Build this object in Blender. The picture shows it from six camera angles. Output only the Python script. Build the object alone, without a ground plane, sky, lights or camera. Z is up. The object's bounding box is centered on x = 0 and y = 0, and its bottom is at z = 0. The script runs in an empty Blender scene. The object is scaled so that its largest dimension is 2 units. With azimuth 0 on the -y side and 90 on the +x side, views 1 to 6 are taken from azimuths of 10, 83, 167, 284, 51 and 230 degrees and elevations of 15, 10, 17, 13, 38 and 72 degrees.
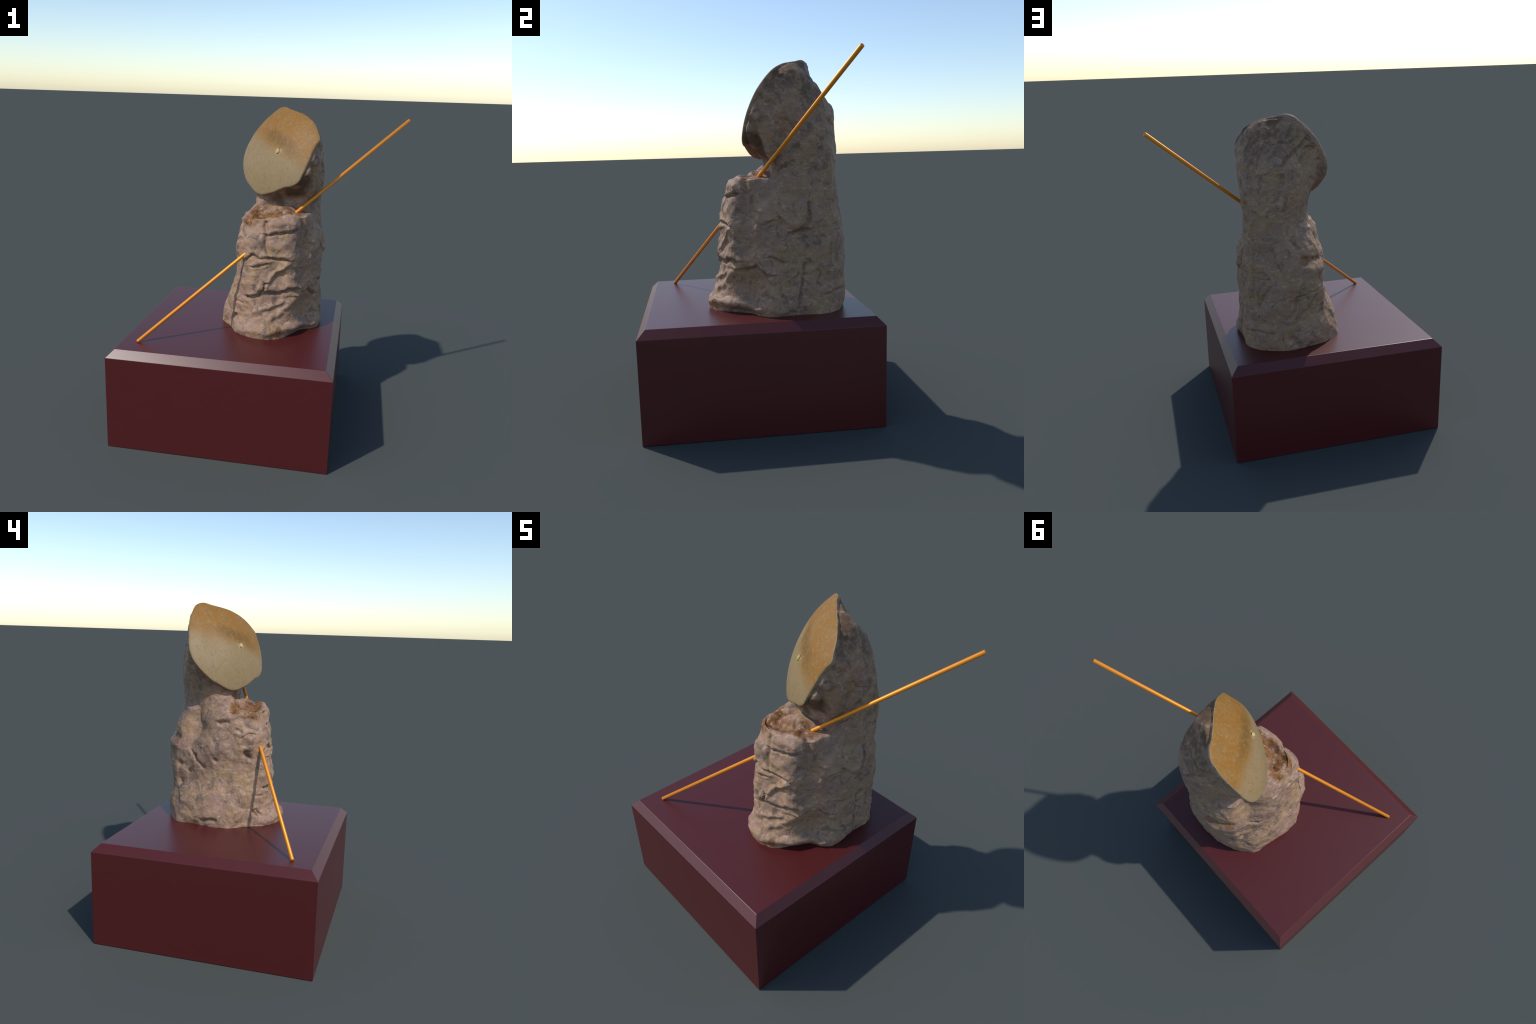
import bpy, bmesh, math
import numpy as np
from mathutils import Vector, noise
from mathutils.kdtree import KDTree

# ------------------------------------------------------------------ helpers
def new_object(name, verts, faces, parent=None, smooth=True):
    me = bpy.data.meshes.new(name)
    me.from_pydata([tuple(v) for v in verts], [], faces)
    me.update()
    ob = bpy.data.objects.new(name, me)
    bpy.context.collection.objects.link(ob)
    if smooth:
        me.polygons.foreach_set("use_smooth", [True] * len(me.polygons))
    ob.parent = parent
    return ob


def smoothstep(a, b, x):
    t = np.clip((x - a) / (b - a), 0, 1)
    return t * t * (3 - 2 * t)


def catmull(xs, ys, x):
    """Monotone-ish cubic interpolation of rows ys at knots xs."""
    xs = np.asarray(xs, float); ys = np.asarray(ys, float)
    m = np.gradient(ys, xs, axis=0)
    i = int(np.clip(np.searchsorted(xs, x) - 1, 0, len(xs) - 2))
    h = xs[i + 1] - xs[i]; t = (x - xs[i]) / h
    return ((2*t**3 - 3*t**2 + 1) * ys[i] + (t**3 - 2*t**2 + t) * h * m[i]
            + (-2*t**3 + 3*t**2) * ys[i+1] + (t**3 - t**2) * h * m[i+1])


def ring_radii(row, n):
    """Resample a closed row of radii (equal angle steps) to n angles."""
    row = np.asarray(row, float); k = len(row)
    out = []
    for j in range(n):
        f = j * k / n; i = int(f); t = f - i
        p0, p1, p2, p3 = row[i-1], row[i % k], row[(i+1) % k], row[(i+2) % k]
        m1, m2 = (p2 - p0) * .42, (p3 - p1) * .42
        out.append((2*t**3-3*t**2+1)*p1 + (t**3-2*t**2+t)*m1 + (-2*t**3+3*t**2)*p2 + (t**3-t**2)*m2)
    return np.array(out)


def loft(rings):
    """Closed tube through equal-size rings of points, capped at both ends."""
    n = len(rings[0]); V = [p for r in rings for p in r]; F = []
    for a in range(len(rings) - 1):
        for j in range(n):
            k = (j + 1) % n
            F.append((a*n + j, a*n + k, (a+1)*n + k, (a+1)*n + j))
    lo = len(V); V.append(np.mean(rings[0], axis=0)); hi = len(V); V.append(np.mean(rings[-1], axis=0))
    e = (len(rings) - 1) * n
    for j in range(n):
        k = (j + 1) % n
        F.append((lo, k, j)); F.append((hi, e + j, e + k))
    return V, F

# ------------------------------------------------------------- root + block
root = bpy.data.objects.new("stone_sundial", None)
bpy.context.collection.objects.link(root)
root["label"] = "rough rock with golden dial face and orange rod on red block"
root["category"] = "sculpture"

X0, X1, YH = -0.8363, 0.4768, 0.6548
Z_SIDE, Z_TOP, CH = 0.571, 0.6155, 0.0435

def build_block():
    o = [(X0, -YH), (X1, -YH), (X1, YH), (X0, YH)]
    i = [(X0+CH, -YH+CH), (X1-CH, -YH+CH), (X1-CH, YH-CH), (X0+CH, YH-CH)]
    V = [(x, y, 0) for x, y in o] + [(x, y, Z_SIDE) for x, y in o] + [(x, y, Z_TOP) for x, y in i]
    F = [(3, 2, 1, 0), (8, 9, 10, 11)]
    for a in range(4):
        b = (a + 1) % 4
        F += [(a, b, 4+b, 4+a), (4+a, 4+b, 8+b, 8+a)]
    ob = new_object("plinth", V, F, root, smooth=False)
    m = ob.modifiers.new("edge", "BEVEL"); m.width = 0.0016; m.segments = 2; m.limit_method = 'ANGLE'
    m.angle_limit = math.radians(20)
    return ob

# ------------------------------------------------------------ dial geometry
DN = Vector((-.5175, -.727, .451)).normalized()          # dial axis
DU = Vector((0, 0, 1)).cross(DN).normalized()            # dial "right"
DV = DN.cross(DU)                                        # dial "up"
DO = Vector((.03, .12, 1.745))                           # point the rim radii are measured from
SC = Vector((.3162, .5607, 1.4742)); SR = 0.6437         # sphere the dial face is cut from
RIM = [254,262,281,273,269,266,260,257,258,264,280,311,321,309,302,295,293,296,304,312,314,311,309,309,306,311,310,299,288,278,275,287,289,273,262,258]

def dial_point(u, v, sink=0.0):
    """Point of the dial sphere over dial coordinates u, v."""
    p = DO + DU*u + DV*v
    sink += .013 * math.exp(-((u + .15)/.075)**2 - ((v - .01)/.13)**2)      # flatter left half
    sink -= .011 * math.exp(-((u + .126)**2 + (v - .296)**2) / .07**2)       # peak curls forward
    sink -= .005 * math.exp(-((u - .0435)**2 + (v + .0365)**2) / .020**2)    # swelling round the stud
    sink += .006 * math.exp(-((u - .0435)**2 + (v + .018)**2) / .008**2)     # chip above the stud
    d = p - SC; h = d.dot(DN); q2 = d.length_squared - h*h
    return p + DN*(math.sqrt(max(SR*SR - q2, 0)) - h - sink)

# -------------------------------------------------------------- rock solids
NA = 90
ANG = [2*math.pi*j/NA for j in range(NA)]
# lower boulder: radii in mm every 20 degrees about (.03, .13)
CA = (.03, .13)
LOW = [
 (0.560, [302,305,378,394,382,362,368,366,318,322,340,334,366,396,382,306,268,306]),
 (0.620, [302,309,378,394,382,362,368,366,318,324,340,334,366,396,382,306,268,306]),
 (0.660, [317,329,375,401,386,372,368,362,330,330,338,334,360,392,376,326,270,302]),
 (0.720, [309,321,371,401,384,368,366,350,322,324,328,334,337,363,327,314,254,286]),
 (0.800, [295,309,371,399,382,354,346,328,300,296,299,330,331,341,311,308,250,276]),
 (0.900, [293,303,365,401,388,358,342,284,260,262,257,303,331,327,301,306,258,276]),
 (1.000, [303,305,369,389,388,374,338,276,260,254,250,282,325,321,299,304,265,282]),
 (1.100, [291,311,369,375,384,366,336,258,256,262,262,288,321,311,291,300,267,276]),
 (1.200, [283,302,353,363,366,332,303,201,223,240,247,279,307,293,281,292,257,262]),
 (1.280, [255,280,342,356,346,304,267,173,199,226,237,261,276,266,260,274,262,246]),
 (1.340, [241,270,334,344,322,282,249,170,174,191,205,233,256,254,254,264,262,236]),
]
# upright slab and head: radii about (.08, .22)
CB = (.08, .22)
HIGH = [
 (1.020, [185,190,215,215,215,205,185,165,165,165,165,160,150,150,150,150,160,180]),
 (1.150, [212,225,248,246,250,236,199,174,174,190,200,190,170,160,160,170,185,205]),
 (1.300, [221,230,262,258,250,224,194,179,179,206,208,195,168,149,146,147,190,216]),
 (1.400, [213,230,264,258,246,214,198,184,178,196,206,196,162,143,144,143,190,210]),
 (1.450, [217,232,264,258,248,214,202,188,182,194,206,200,166,146,144,145,200,216]),
 (1.500, [216,238,262,254,250,218,210,195,188,202,220,220,210,205,200,210,232,215]),
 (1.580, [222,243,250,247,247,226,216,215,225,250,250,240,240,268,274,280,250,223]),
 (1.650, [226,234,234,234,244,225,214,225,262,282,250,232,238,270,272,300,262,230]),
 (1.720, [216,220,217,227,238,216,198,212,276,268,230,220,230,250,252,286,266,232]),
 (1.800, [200,190,190,188,188,192,180,198,256,230,205,200,205,215,220,248,266,224]),
 (1.870, [172,160,136,132,138,154,170,200,206,180,165,165,175,178,180,200,222,188]),
 (1.920, [144,128,98,85,89,107,150,188,165,140,130,130,140,130,130,140,161,153]),
 (1.960, [84,82,64,53,57,83,128,156,110,84,76,74,72,62,62,66,78,88]),
 (1.995, [10,14,20,27,47,79,114,112,80,52,34,24,16,12,10,10,10,10]),
]

def section(table, centre, z):
    zs = [t[0] for t in table]
    row = catmull(zs, [t[1] for t in table], z)
    r = ring_radii(row, NA) * .001
    return [np.array((centre[0] + r[j]*math.cos(a), centre[1] + r[j]*math.sin(a), z)) for j, a in enumerate(ANG)]


def build_lower():
    rings = [section(LOW, CA, z) for z in np.linspace(.56, 1.34, 44)]
    top = rings[-1]
    # rim height varies round the shelf; inside it a basin, then a rise to the neck
    def rim_z(a):
        d = math.degrees(a) % 360
        return np.interp(d, [0, 180, 205, 235, 262, 280, 296, 312, 330, 360],
                            [1.37, 1.38, 1.37, 1.326, 1.338, 1.354, 1.374, 1.358, 1.360, 1.37])
    c = np.array((CA[0], CA[1], 0))
    def inner(s, dz):
        out = []
        for j, a in enumerate(ANG):
            p = c + (top[j] - c) * np.array((s, s, 0)); p[2] = min(rim_z(a) + dz, max(1.392, rim_z(a) - .004))
            left = float(smoothstep(242, 205, math.degrees(a)) * smoothstep(90, 120, math.degrees(a)))
            slope = min(1.325 + (1 - s) * .22, 1.43)                # shoulder climbing to the neck
            p[2] += (slope - p[2]) * left; out.append(p)
        return out
    for q, dz in [(.985, -.006), (.94, .000), (.88, -.002), (.80, .000), (.70, .002), (.58, .010), (.46, .032), (.3, .05)]:
        rings.append(inner(q, dz))
    return loft(rings)


def build_upper():
    rings = []
    for z in list(np.linspace(1.02, 1.965, 80)):
        ring = section(HIGH, CB, z)
        for p in ring:                       # keep behind the dial sphere
            ax = np.array((CB[0], CB[1], z)); d = p - ax
            for k in range(60):
                if (p - np.array(SC)).dot(p - np.array(SC)) <= (SR - .016)**2: break
                d = d * .96; p[:] = ax + d
        rings.append(ring)
    return loft(rings)


def build_head():
    """Rock directly behind the dial: rings of the rim outline drawn back along the dial axis."""
    r = ring_radii(RIM, NA) * .001
    rings = []
    for depth, s in [(.005, .992), (.028, .965), (.06, .89), (.10, .79), (.16, .64), (.24, .42)]:
        ring = []
        for j, a in enumerate(ANG):
            low = max(0, -math.sin(a))
            p = dial_point(r[j]*math.cos(a), r[j]*math.sin(a))
            tip = math.exp(-((math.degrees(a) - 120) / 16)**2)
            k = s - (1 - s) * (.75 * low + .35 * tip)
            q = DO + (p - DO) * k
            q = q - DN * ((q - DO).dot(DN) - (p - DO).dot(DN) + depth)
            ring.append(np.array(q))
        rings.append(ring)
    return loft(rings)

def build_rock():
    V, F = [], []
    for v, f in (build_lower(), build_upper(), build_head()):
        b = len(V); V += list(v); F += [tuple(i + b for i in q) for q in f]
    ob = new_object("rock", V, F, root)
    bm = bmesh.new(); bm.from_mesh(ob.data); bmesh.ops.recalc_face_normals(bm, faces=bm.faces); bm.to_mesh(ob.data); bm.free()
    m = ob.modifiers.new("weld", "REMESH"); m.mode = 'VOXEL'; m.voxel_size = .0042; m.adaptivity = 0
    s = ob.modifiers.new("soft", "SMOOTH"); s.factor = .5; s.iterations = 6
    dg = bpy.context.evaluated_depsgraph_get()
    me = bpy.data.meshes.new_from_object(ob.evaluated_get(dg))
    ob.modifiers.clear(); old = ob.data; ob.data = me; bpy.data.meshes.remove(old); me.name = "rock"
    me.polygons.foreach_set("use_smooth", [True] * len(me.polygons))
    return ob

# Relief of the rock, feature by feature: half-width and height in metres, then the path it follows.
RELIEF = []

def groove(width, depth, *path): RELIEF.append((width, -depth, path))

def lump(width, height, *path): RELIEF.append((width, height, path))

LEDGES = []

def ledge(reach, height, *path):
    """A shelf edge: the rock above the path stands out, the rock just below it is cut back."""
    LEDGES.append((reach, height, path))


def relief_front_face():
    ledge(0.034, 0.012, (0.019,-0.154,1.259), (0.085,-0.143,1.266), (0.141,-0.129,1.277), (0.182,-0.105,1.282))
    lump(0.026, 0.014, (0.025,-0.144,1.307), (0.091,-0.134,1.328), (0.166,-0.109,1.319))
    lump(0.055, 0.016, (-0.067,-0.159,1.224))
    groove(0.013, 0.018, (-0.005,-0.14,1.324), (0.009,-0.169,1.202), (0.027,-0.177,1.136))
    ledge(0.034, 0.013, (0.028,-0.179,1.121), (0.085,-0.166,1.108), (0.152,-0.151,1.104))
    ledge(0.024, 0.009, (-0.067,-0.188,1.056), (0.02,-0.185,1.082))
    ledge(0.028, 0.011, (-0.127,-0.164,1.09), (-0.071,-0.177,1.138), (-0.03,-0.185,1.114))
    lump(0.034, 0.012, (0.043,-0.168,1.18), (0.129,-0.151,1.182))
    lump(0.014, 0.012, (0.027,-0.194,0.938), (0.053,-0.184,0.999), (0.117,-0.164,1.049), (0.153,-0.152,1.079))
    groove(0.03, 0.013, (0.1,-0.171,0.999))
    ledge(0.036, 0.016, (0.028,-0.195,0.908), (0.104,-0.172,0.897), (0.16,-0.154,0.925), (0.205,-0.115,0.914))
    ledge(0.03, 0.013, (-0.096,-0.191,0.865), (-0.029,-0.205,0.881), (0.007,-0.197,0.958))
    lump(0.032, 0.012, (-0.065,-0.191,1.012), (-0.062,-0.196,0.932))
    lump(0.02, 0.014, (0.216,-0.098,0.873), (0.175,-0.155,0.825), (0.111,-0.184,0.767), (0.057,-0.212,0.73))
    groove(0.045, 0.010, (0.202,-0.131,0.8), (0.238,-0.059,0.755), (0.275,-0.01,0.73))
    lump(0.014, 0.01, (-0.053,-0.218,0.774), (0.043,-0.203,0.799), (0.127,-0.172,0.837))
    groove(0.012, 0.022, (-0.189,-0.131,0.708), (-0.176,-0.152,0.685))
    lump(0.022, 0.01, (-0.157,-0.185,0.635), (0.046,-0.253,0.66), (0.172,-0.173,0.675), (0.299,-0.003,0.65))
    lump(0.012, 0.007, (-0.1,-0.205,0.83), (-0.04,-0.21,0.79), (0.03,-0.235,0.69))

def relief_right_side():
    ledge(.03, .012, (.316,.262,1.093), (.317,.184,1.072))
    lump(0.026, 0.013, (0.217,-0.091,0.915), (0.237,-0.044,0.919))
    ledge(0.034, 0.014, (0.209,-0.112,0.868), (0.242,-0.036,0.875), (0.262,-0.008,0.897), (0.295,0.055,0.841))
    groove(0.05, 0.005, (0.256,-0.021,0.783), (0.303,0.051,0.76))
    groove(0.008, 0.015, (0.302,0.276,1.224), (0.314,0.274,1.13), (0.316,0.252,1.093), (0.317,0.184,1.072))
    lump(0.026, 0.017, (0.303,0.24,1.197), (0.313,0.23,1.131), (0.315,0.194,1.11))
    groove(0.006, 0.014, (0.309,0.25,0.898), (0.312,0.233,0.82), (0.328,0.221,0.715), (0.333,0.206,0.648))
    groove(0.018, 0.008, (0.33,0.215,0.7), (0.335,0.205,0.63))
    ledge(0.02, 0.007, (0.287,0.035,1.118), (0.299,0.082,1.141))
    ledge(0.022, 0.008, (0.304,0.066,0.945), (0.311,0.094,0.94), (0.313,0.132,0.916))
    lump(0.03, 0.009, (0.278,0.058,1.221))
    lump(0.02, 0.009, (0.266,0.015,1.184), (0.269,-0.003,1.069), (0.258,-0.015,0.951))
    groove(0.03, 0.012, (0.214,-0.07,1.24), (0.222,-0.069,1.144), (0.222,-0.078,1.027))
    groove(0.016, 0.016, (0.2,-0.045,1.35), (0.215,-0.05,1.28))
    lump(0.016, 0.01, (0.276,0.396,1.466), (0.267,0.399,1.227), (0.287,0.393,0.986), (0.292,0.39,0.738))
    groove(0.009, 0.012, (0.191,0.477,1.019), (0.255,0.435,0.899))
    groove(0.006, 0.008, (0.314,0.19,1.22), (0.312,0.2,1.15))
    lump(0.022, 0.008, (0.038,-0.264,0.643), (0.212,-0.138,0.68), (0.287,-0.017,0.66), (0.335,0.123,0.645))

def relief_head_right_side_and_back():
    groove(0.018, 0.024, (0.242,-0.02,1.671), (0.261,0.001,1.642), (0.24,0.015,1.56), (0.215,0.045,1.504))
    lump(0.045, 0.008, (0.277,0.077,1.576), (0.294,0.097,1.684))
    groove(0.007, 0.009, (0.3,0.161,1.664), (0.303,0.197,1.618), (0.309,0.262,1.589))
    groove(0.012, 0.012, (0.245,0.115,1.388), (0.274,0.15,1.407), (0.3,0.2,1.44))
    groove(0.009, 0.018, (-0.082,0.344,1.894), (-0.09,0.348,1.857), (-0.035,0.364,1.814), (0.06,0.422,1.752), (0.096,0.444,1.72))
    groove(0.01, 0.018, (-0.15,0.32,1.8), (-0.077,0.355,1.801))
    groove(0.009, 0.014, (-0.19,0.31,1.74), (-0.14,0.339,1.729))
    groove(0.007, 0.01, (-0.087,0.352,1.781), (-0.04,0.375,1.74))
    groove(0.024, 0.012, (-0.134,0.319,1.609), (-0.167,0.317,1.665))
    groove(0.016, 0.008, (0.149,0.326,1.868))
    groove(0.02, 0.008, (0.134,0.378,1.817))
    groove(0.016, 0.007, (0.246,0.313,1.798))

def relief_back():
    lump(.024, .008, (-.02,.475,1.110), (-.08,.445,1.095), (-.147,.405,1.085))
    groove(.018, .014, (-.01,.47,1.170), (-.07,.44,1.155), (-.140,.405,1.145))
    groove(.008, .010, (.061,.464,1.288), (.010,.465,1.235))
    groove(0.008, 0.01, (0.222,0.454,1.039), (0.259,0.43,0.982), (0.258,0.432,0.909))
    groove(0.008, 0.007, (0.115,0.488,1.19), (0.131,0.496,1.114), (0.105,0.509,1.054))
    groove(0.009, 0.018, (-0.089,0.463,0.931), (-0.031,0.479,0.859), (0.05,0.503,0.803))
    groove(0.012, 0.014, (0.038,0.51,0.942), (0.06,0.506,0.849), (0.101,0.506,0.812))
    groove(0.007, 0.01, (-0.088,0.467,0.964), (0.027,0.509,0.951))
    lump(0.016, 0.01, (0.301,0.113,1.187), (0.313,0.169,1.117))
    groove(0.01, 0.01, (0.309,0.36,0.714), (0.243,0.448,0.732), (0.181,0.486,0.729))
    groove(0.014, 0.014, (0.076,0.511,0.687), (0.034,0.508,0.652))

def relief_left_side():
    groove(0.014, 0.018, (-0.194,0.269,1.042))
    groove(0.016, 0.018, (-0.162,0.384,0.971))
    groove(0.013, 0.014, (-0.217,0.204,0.976))
    groove(0.014, 0.014, (-0.224,0.119,1.028))
    groove(0.012, 0.012, (-0.185,0.306,0.938))
    groove(0.02, 0.016, (-0.178,0.371,0.865))
    groove(0.009, 0.012, (-0.185,0.3,1.07), (-0.2,0.25,1.02), (-0.215,0.215,0.985))
    lump(0.03, 0.018, (-0.174,-0.096,1.163), (-0.178,-0.088,1.12))
    groove(0.007, 0.012, (-0.195,-0.042,1.178), (-0.179,-0.074,1.204), (-0.157,-0.116,1.201))
    groove(0.016, 0.024, (-0.186,-0.064,1.078), (-0.176,-0.089,1.052))
    lump(0.012, 0.009, (-0.189,0.119,1.284), (-0.188,0.055,1.302), (-0.165,-0.024,1.318), (-0.135,-0.091,1.312))
    groove(0.012, 0.014, (-0.198,0.105,1.262), (-0.198,0.051,1.272))
    groove(0.012, 0.01, (-0.2,-0.005,1.223), (-0.194,-0.035,1.214))
    groove(0.011, 0.02, (-0.29,0.185,0.645), (-0.3,0.115,0.661), (-0.301,0.093,0.659))
    groove(0.008, 0.014, (-0.202,-0.117,0.688), (-0.176,-0.142,0.722), (-0.156,-0.171,0.691))
    groove(0.01, 0.016, (-0.1,-0.189,0.85))
    groove(0.008, 0.01, (-0.174,-0.139,0.808), (-0.132,-0.172,0.806))
    lump(0.018, 0.004, (-0.057,0.404,1.294), (-0.134,0.384,1.185))
    groove(0.014, 0.012, (-0.144,-0.15,1.112))

def relief_broken_shelf_in_front_of_the_neck():
    groove(0.022, 0.014, (-0.076,-0.078,1.325), (0.008,-0.06,1.338), (0.11,-0.035,1.36))
    lump(0.02, 0.014, (-0.1,-0.05,1.33))
    lump(0.018, 0.01, (-0.049,0.03,1.37))
    groove(0.012, 0.022, (-0.098,0.018,1.348), (-0.075,0.01,1.348))
    lump(0.014, 0.008, (0.0,-0.118,1.345), (0.064,-0.095,1.36), (0.12,-0.08,1.375))

relief_front_face()
relief_right_side()
relief_head_right_side_and_back()
relief_back()
relief_left_side()
relief_broken_shelf_in_front_of_the_neck()

def path_distance(P, pts):
    """Distance to the path, and height above its nearest point."""
    pts = np.asarray(pts, float)
    if len(pts) == 1:
        return np.linalg.norm(P - pts[0], axis=1), P[:, 2] - pts[0, 2]
    best = np.full(len(P), 9.0); up = np.zeros(len(P))
    for a, b in zip(pts[:-1], pts[1:]):
        ab = b - a; t = np.clip((P - a) @ ab / (ab @ ab), 0, 1)
        q = P - a - t[:, None]*ab; d = np.linalg.norm(q, axis=1)
        up = np.where(d < best, q[:, 2], up); best = np.minimum(best, d)
    return best, up

def carve(ob):
    me = ob.data; n = len(me.vertices)
    P = np.empty(n*3); me.vertices.foreach_get("co", P); P = P.reshape(-1, 3)
    N = np.empty(n*3); me.vertex_normals.foreach_get("vector", N); N = N.reshape(-1, 3)
    # jitter the lookup points so grooves wander instead of running ruler-straight
    W = np.array([tuple(noise.noise_vector(Vector(p) * 26)) for p in P])
    Q = P + W * .006
    H = np.zeros(n)
    tree = KDTree(n)
    for i, p in enumerate(P): tree.insert(p, i)
    tree.balance()
    def on_surface(path):
        """Lay the path on the rock: resample it and drop every point onto the nearest vertex."""
        pts = [np.array(path[0])]
        for a, b in zip(path[:-1], path[1:]):
            a, b = np.array(a), np.array(b); m = max(1, int(np.linalg.norm(b - a) / .014))
            pts += [a + (b - a) * (i + 1) / m for i in range(m)]
        return [tuple(tree.find(Vector(p))[0]) for p in pts]
    for w, h, pts in RELIEF:
        d, up = path_distance(Q, on_surface(pts))
        H += h * np.exp(-(d / w)**2)
    for w, h, pts in LEDGES:
        d, up = path_distance(Q, on_surface(pts))
        h = h * 1.0
        H += h * np.where(up > -.002, np.exp(-(d / w)**2), 0) 
        H -= 1.25 * h * np.where(up <= -.002, np.exp(-((d - .004) / (.42 * w))**2), np.exp(-(d / .006)**2) * .4)
    # irregular lumps, chips and wrinkles over everything
    big = np.array([noise.fractal(Vector(p) * 9, 1.0, 2.0, 3) for p in P])
    mid = np.array([noise.ridged_multi_fractal(Vector(p) * 17 + Vector((3, 1, 7)), 1.0, 2.1, 4, 1.0, 2.0) for p in P])
    fine = np.array([noise.fractal(Vector(p) * 70, .9, 2.0, 3) for p in P])
    soft = np.array([noise.ridged_multi_fractal(Vector(p) * 8 + Vector((9, 4, 2)), 1.0, 2.0, 2, 1.0, 2.0) for p in P])
    def block(p):
        d = noise.voronoi(Vector((p[0]*7, p[1]*7, p[2]*8)))[0]
        return min(d[1] - d[0], .32) / .32
    blocks = np.array([block(q) for q in P + W * .012])
    front = smoothstep(.20, -.05, P[:, 1]) * smoothstep(1.40, 1.25, P[:, 2])
    head = smoothstep(1.55, 1.70, P[:, 2])
    H += (.0020 + .0040 * front + .0045 * head) * (blocks - .6)
    H += .0070 * big + .0016 * (mid - mid.mean()) + .0060 * (soft - soft.mean()) + .0006 * fine
    dial = (P - np.array(DO)) @ np.array(DN)                       # calm next to the dial rim
    rad = np.linalg.norm(P - np.array(DO), axis=1)
    calm = smoothstep(.0, .035, np.linalg.norm(P - np.array(SC), axis=1) * -1 + SR - .006)
    near = (rad < .40) & (P[:, 2] > 1.40)
    H = np.where(near, H * (.15 + .85 * calm), H)
    P = P + N * H[:, None]
    # never poke through the dial
    D = P - np.array(SC); L = np.linalg.norm(D, axis=1); lim = SR - .0045
    hit = (L > lim) & (P[:, 2] > 1.42)
    P[hit] = np.array(SC) + D[hit] / L[hit][:, None] * lim
    me.vertices.foreach_set("co", P.ravel()); me.update()
    # rock right behind the dial edge, flush with it
    na = 240; rim = ring_radii(RIM, na) * .001; rings = []
    for s, sink in [(.998, .0025), (1.0, .008), (.992, .018), (.965, .032), (.90, .050)]:
        ring = []
        for j in range(na):
            t = 2*math.pi*j/na
            k = s * (1 + .012 * min(1, sink/.015) * noise.fractal(Vector((math.cos(t)*7, math.sin(t)*7, sink*60)), 1, 2, 3))
            ring.append(np.array(dial_point(k*rim[j]*math.cos(t), k*rim[j]*math.sin(t), sink)))
        rings.append(ring)
    bm = bmesh.new(); bm.from_mesh(me)
    vs = [[bm.verts.new(p) for p in ring] for ring in rings]
    for q, w in zip(vs[:-1], vs[1:]):
        for j in range(na):
            k = (j + 1) % na; f = bm.faces.new((q[j], w[j], w[k], q[k])); f.smooth = True
    bm.to_mesh(me); bm.free()

# --------------------------------------------------------------------- dial
def build_dial():
    nr, na = 60, 180
    r = ring_radii(RIM, na) * .001
    r = r + np.array([.0022 * noise.fractal(Vector((math.cos(t)*4, math.sin(t)*4, 3)), 1, 2, 3) for t in np.linspace(0, 2*math.pi, na, endpoint=False)])
    V = [dial_point(0, 0)]; F = []
    prof = [(i/nr*.985, 0) for i in range(1, nr)] + [(.992, .0003), (.997, .0012), (1.0, .003), (.997, .006), (.97, .009)]
    for s, sink in prof:
        for j in range(na):
            a = 2*math.pi*j/na
            V.append(dial_point(s*r[j]*math.cos(a), s*r[j]*math.sin(a), sink))
    for j in range(na): F.append((0, 1 + j, 1 + (j+1) % na))
    for i in range(len(prof) - 1):
        for j in range(na):
            k = (j+1) % na
            F.append((1+i*na+j, 1+(i+1)*na+j, 1+(i+1)*na+k, 1+i*na+k))
    b = len(V); V.append(dial_point(0, 0, .03)); e = 1 + (len(prof)-1)*na
    for j in range(na): F.append((b, e + (j+1) % na, e + j))
    return new_object("dial_face", V, F, root)

# ---------------------------------------------------------------------- rod
ROD_A, ROD_B, ROD_R = Vector((-.6925, -.484, .6256)), Vector((.8256, .4247, 1.9374)), .0110

def tube(a, b, r, n=32):
    d = (b - a).normalized(); u = d.orthogonal().normalized(); w = d.cross(u); L = (b-a).length
    prof = [(0, r*.85), (r*.15, r), (L - r*.15, r), (L, r*.85)]
    rings = [[np.array(a + d*t + (u*math.cos(2*math.pi*j/n) + w*math.sin(2*math.pi*j/n))*q) for j in range(n)] for t, q in prof]
    return loft(rings)

def build_rod():
    d = (ROD_B - ROD_A).normalized()
    V, F = tube(ROD_A - d*.010, ROD_B, ROD_R)
    return new_object("gnomon_rod", V, F, root)

# --------------------------------------------------------------------- stud
def build_stud():
    c = dial_point(.0435, -.0365)
    bm = bmesh.new(); bmesh.ops.create_icosphere(bm, subdivisions=2, radius=1)
    for v in bm.verts:
        k = 1 + .22 * noise.noise(v.co * 1.7 + Vector((2, 5, 1)))
        q = v.co * k
        v.co = c + DU*q.x*.0140 + DV*q.y*.0160 + DN*(q.z*.008 + .000)
    me = bpy.data.meshes.new("centre_stud"); bm.to_mesh(me); bm.free()
    ob = bpy.data.objects.new("centre_stud", me); bpy.context.collection.objects.link(ob); ob.parent = root
    return ob

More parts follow.
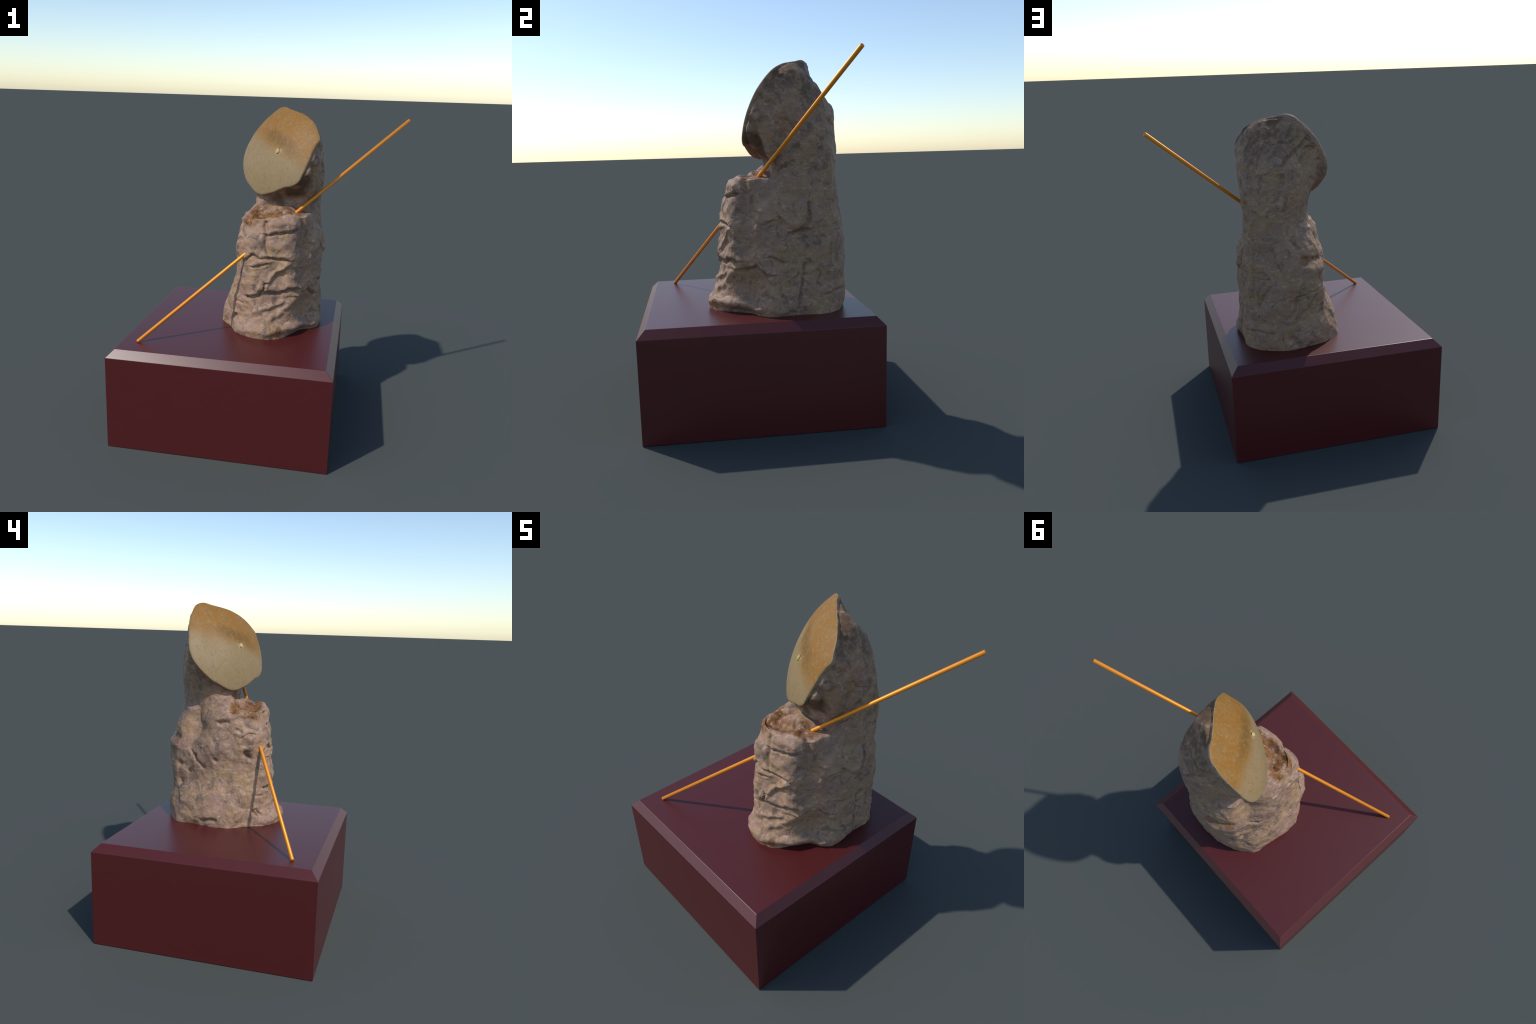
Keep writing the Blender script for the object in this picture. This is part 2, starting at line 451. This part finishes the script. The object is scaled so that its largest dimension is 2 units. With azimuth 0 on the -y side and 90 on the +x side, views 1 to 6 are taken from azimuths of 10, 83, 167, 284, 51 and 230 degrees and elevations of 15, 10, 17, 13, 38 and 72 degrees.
# ---------------------------------------------------------------- materials
class Nodes:
    def __init__(self, name):
        self.m = bpy.data.materials.new(name); self.m.use_nodes = True
        self.t = self.m.node_tree; self.b = self.t.nodes["Principled BSDF"]
        self.co = self.t.nodes.new("ShaderNodeTexCoord").outputs["Object"]
    def put(self, sock, v):
        if hasattr(v, "is_output"): self.t.links.new(v, sock)
        elif isinstance(v, (tuple, list)) and len(sock.default_value) == 4: sock.default_value = (*v[:3], 1)
        else: sock.default_value = v
    def noise(self, scale, detail=4, rough=.55, dist=0, vec=None):
        n = self.t.nodes.new("ShaderNodeTexNoise"); self.put(n.inputs["Vector"], vec or self.co)
        n.inputs["Scale"].default_value = scale; n.inputs["Detail"].default_value = detail
        n.inputs["Roughness"].default_value = rough; n.inputs["Distortion"].default_value = dist
        return n.outputs["Fac"]
    def cells(self, scale, vec=None):
        n = self.t.nodes.new("ShaderNodeTexVoronoi"); n.feature = 'DISTANCE_TO_EDGE'
        self.put(n.inputs["Vector"], vec or self.co); n.inputs["Scale"].default_value = scale
        return n.outputs["Distance"]
    def vmath(self, op, a, b=(0, 0, 0)):
        n = self.t.nodes.new("ShaderNodeVectorMath"); n.operation = op
        self.put(n.inputs[0], a)
        if op == 'SCALE': self.put(n.inputs["Scale"], b)
        else: self.put(n.inputs[1], b)
        return n.outputs["Value"] if op in ('LENGTH', 'DISTANCE', 'DOT_PRODUCT') else n.outputs["Vector"]
    def math(self, op, a, b=0.0, clamp=False):
        n = self.t.nodes.new("ShaderNodeMath"); n.operation = op; n.use_clamp = clamp
        self.put(n.inputs[0], a); self.put(n.inputs[1], b); return n.outputs[0]
    def span(self, v, lo, hi, a=0.0, b=1.0):
        n = self.t.nodes.new("ShaderNodeMapRange"); n.interpolation_type = 'SMOOTHSTEP'
        self.put(n.inputs["Value"], v)
        for k, q in zip(("From Min", "From Max", "To Min", "To Max"), (lo, hi, a, b)): n.inputs[k].default_value = q
        return n.outputs["Result"]
    def mix(self, f, a, b):
        n = self.t.nodes.new("ShaderNodeMix"); n.data_type = 'RGBA'
        self.put(n.inputs[0], f); self.put(n.inputs[6], a); self.put(n.inputs[7], b); return n.outputs[2]
    def warp(self, scale, amount, vec=None):
        n = self.t.nodes.new("ShaderNodeTexNoise"); self.put(n.inputs["Vector"], vec or self.co)
        n.inputs["Scale"].default_value = scale; n.inputs["Detail"].default_value = 3
        off = self.vmath('SCALE', self.vmath('SUBTRACT', n.outputs["Color"], (.5, .5, .5)), amount)
        return self.vmath('ADD', vec or self.co, off)
    def stretched(self, scale_xyz):
        n = self.t.nodes.new("ShaderNodeMapping"); self.put(n.inputs["Vector"], self.co)
        n.inputs["Scale"].default_value = scale_xyz; return n.outputs["Vector"]
    def near(self, vec, points, lo, hi):
        """1 near any of the points, fading to 0 between radii hi and lo."""
        out = None
        for p in points:
            f = self.span(self.vmath('DISTANCE', vec, p), hi, lo)
            out = f if out is None else self.math('MAXIMUM', out, f)
        return out
    def bump(self, h, strength, dist):
        n = self.t.nodes.new("ShaderNodeBump"); self.put(n.inputs["Height"], h)
        n.inputs["Strength"].default_value = strength; n.inputs["Distance"].default_value = dist
        self.t.links.new(n.outputs["Normal"], self.b.inputs["Normal"])
    def finish(self, color, rough, metallic=0.0, **extra):
        self.put(self.b.inputs["Base Color"], color); self.put(self.b.inputs["Roughness"], rough)
        self.put(self.b.inputs["Metallic"], metallic)
        for k, v in extra.items(): self.put(self.b.inputs[k.replace("_", " ")], v)
        return self.m


def stone_material():
    k = Nodes("weathered_stone")
    w = k.warp(9, .05)
    mauve, tan, grey, ochre = (.275,.166,.118), (.315,.194,.110), (.122,.090,.069), (.255,.146,.050)
    c = k.mix(k.span(k.noise(7, 5, .6, .6), .40, .62), mauve, tan)
    c = k.mix(k.math('MULTIPLY', k.span(k.noise(13, 5, .65, 1.2, w), .50, .66), .8), c, grey)
    c = k.mix(k.math('MULTIPLY', k.span(k.noise(10, 4, .6, .8, k.vmath('ADD', w, (4, 9, 2))), .56, .72), .6), c, ochre)
    # pale wandering mineral veins
    def worm(scale, offset, width):
        n = k.noise(scale, 0, .4, .3, k.vmath('ADD', k.warp(12, .016), offset))
        return k.span(k.math('ABSOLUTE', k.math('SUBTRACT', n, .5)), width, .0)
    v2 = k.cells(24, k.warp(14, .05))
    vein = k.math('MAXIMUM', worm(10, (7, 3, 5), .024), worm(13, (2, 6, 1), .028))
    vein = k.math('MULTIPLY', vein, k.span(k.noise(20, 2, .5, 0, k.vmath('ADD', k.co, (1, 8, 3))), .40, .62))
    c = k.mix(k.math('MULTIPLY', vein, .45), c, (.40,.30,.205))
    # short pale streaks, drawn out sideways along the bedding
    st = k.noise(1, 3, .6, .8, k.stretched((26, 26, 60)))
    c = k.mix(k.math('MULTIPLY', k.span(st, .55, .70), .58), c, (.46,.32,.24))
    c = k.mix(k.math('MULTIPLY', k.span(st, .42, .28), .45), c, (.105,.075,.055))
    # grain
    g = k.noise(160, 3, .7)
    c = k.mix(k.math('MULTIPLY', k.span(g, .50, .72), .25), c, (.075,.055,.045))
    c = k.mix(k.math('MULTIPLY', k.span(g, .50, .30), .16), c, (.38,.27,.20))
    # rust and resin where the rock broke
    rw = k.warp(16, .07)
    shelf = k.near(rw, [(-.09,-.07,1.335), (-.02,-.05,1.345), (.06,-.05,1.36), (-.10,.01,1.35), (.12,-.03,1.365)], .045, .085)
    spots = k.near(rw, [(.19,.00,1.36), (-.10,-.115,1.30), (-.08,.445,1.150), (-.13,.41,1.135), (-.02,.468,1.165), (.06,-.24,.655), (.10,-.225,.66)], .018, .048)
    rn = k.noise(15, 5, .62, .6)
    rust = k.math('MULTIPLY', k.math('MAXIMUM', shelf, k.math('MULTIPLY', spots, .8)), k.span(rn, .34, .52))
    c = k.mix(rust, c, k.mix(k.span(k.noise(34, 3, .6, .5), .4, .65), (.22,.095,.028), (.085,.042,.021)))
    # dark brown crust on the back of the head
    head = k.near(rw, [(.14,.35,1.85), (.20,.30,1.86), (.08,.36,1.86), (.20,.30,1.80), (.22,.16,1.90), (.10,.25,1.95), (.16,.20,1.93), (.23,.12,1.87)], .06, .13)
    crust = k.math('MULTIPLY', head, k.span(k.noise(20, 5, .7, .1, k.vmath('ADD', k.co, (2, 2, 2))), .36, .62))
    stain = k.near(rw, [(.177,.204,1.952), (.219,.182,1.927), (.239,.12,1.908), (.10,.28,1.965)], .02, .055)
    c = k.mix(k.math('MULTIPLY', stain, .75), c, k.mix(k.noise(30, 4), (.135,.062,.026), (.070,.042,.028)))
    pink = k.near(rw, [(.280,.055,1.215), (.278,.035,1.175)], .012, .042)
    c = k.mix(k.math('MULTIPLY', pink, .55), c, (.37,.235,.185))
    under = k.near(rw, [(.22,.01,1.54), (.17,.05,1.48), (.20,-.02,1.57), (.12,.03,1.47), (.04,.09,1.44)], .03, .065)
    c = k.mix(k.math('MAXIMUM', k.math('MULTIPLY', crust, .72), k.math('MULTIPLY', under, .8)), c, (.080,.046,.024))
    k.bump(k.math('ADD', k.math('MULTIPLY', k.noise(60, 5, .65, .6), .7), k.math('MULTIPLY', k.span(v2, .0, .10), .10)), .22, .007)
    return k.finish(c, k.math('SUBTRACT', .62, k.math('MULTIPLY', rust, .27)), Specular_IOR_Level=.28)


def dial_material():
    k = Nodes("gilded_dial")
    rel = k.vmath('SUBTRACT', k.co, tuple(DO))
    u = k.vmath('DOT_PRODUCT', rel, tuple(DU)); v = k.vmath('DOT_PRODUCT', rel, tuple(DV))
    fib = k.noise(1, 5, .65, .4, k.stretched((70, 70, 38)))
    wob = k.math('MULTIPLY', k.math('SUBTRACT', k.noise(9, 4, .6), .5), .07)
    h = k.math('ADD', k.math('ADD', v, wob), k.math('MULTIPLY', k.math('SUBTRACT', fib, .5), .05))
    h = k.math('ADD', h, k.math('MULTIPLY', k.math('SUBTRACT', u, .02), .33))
    low, band, top = (.245,.172,.086), (.145,.074,.014), (.235,.106,.016)  # reflected surroundings painted into the gold: pale below, dark band above stud, ochre top
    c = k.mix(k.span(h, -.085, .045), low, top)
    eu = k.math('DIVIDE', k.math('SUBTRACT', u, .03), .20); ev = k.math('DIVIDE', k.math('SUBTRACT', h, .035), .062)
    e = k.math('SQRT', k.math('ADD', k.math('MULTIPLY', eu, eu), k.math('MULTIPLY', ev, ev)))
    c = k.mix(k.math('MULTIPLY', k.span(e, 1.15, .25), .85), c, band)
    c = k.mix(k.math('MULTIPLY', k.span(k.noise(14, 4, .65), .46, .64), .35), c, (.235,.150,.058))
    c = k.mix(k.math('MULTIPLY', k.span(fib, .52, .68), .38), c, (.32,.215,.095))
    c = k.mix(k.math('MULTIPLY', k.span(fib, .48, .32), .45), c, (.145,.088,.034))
    stud = dial_point(.0435, -.0365)
    c = k.mix(k.math('MULTIPLY', k.near(k.warp(40, .012), [tuple(stud)], .014, .030), .5), c, (.40,.31,.17))
    c = k.mix(k.math('MULTIPLY', k.near(k.warp(60, .01), [tuple(stud + DV*.014)], .004, .016), .75), c, (.075,.034,.008))
    k.bump(k.noise(90, 3, .6), .15, .003)
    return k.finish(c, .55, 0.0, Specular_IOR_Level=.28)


def simple(name, base, rough, metallic=0.0, grain=0.0):
    k = Nodes(name)
    n = k.noise(45, 3)
    c = k.mix(n, tuple(q * (1 - grain) for q in base), tuple(q * (1 + grain) for q in base))
    return k.finish(c, rough, metallic)

plinth = build_block(); plinth.data.materials.append(simple("red_lacquer", (.072, .0095, .0097), .36, 0, .03))
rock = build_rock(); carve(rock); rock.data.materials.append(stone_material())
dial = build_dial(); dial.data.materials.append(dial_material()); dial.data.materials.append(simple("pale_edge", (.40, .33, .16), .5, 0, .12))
for i, p in enumerate(dial.data.polygons):
    if i >= 180 * 61: p.material_index = 1
stud = build_stud(); stud.data.materials.append(simple("stud_brass", (.42, .33, .09), .32, .0, .10))
rod = build_rod(); rod.data.materials.append(simple("orange_copper", (.80, .27, .020), .45, .40, .03))
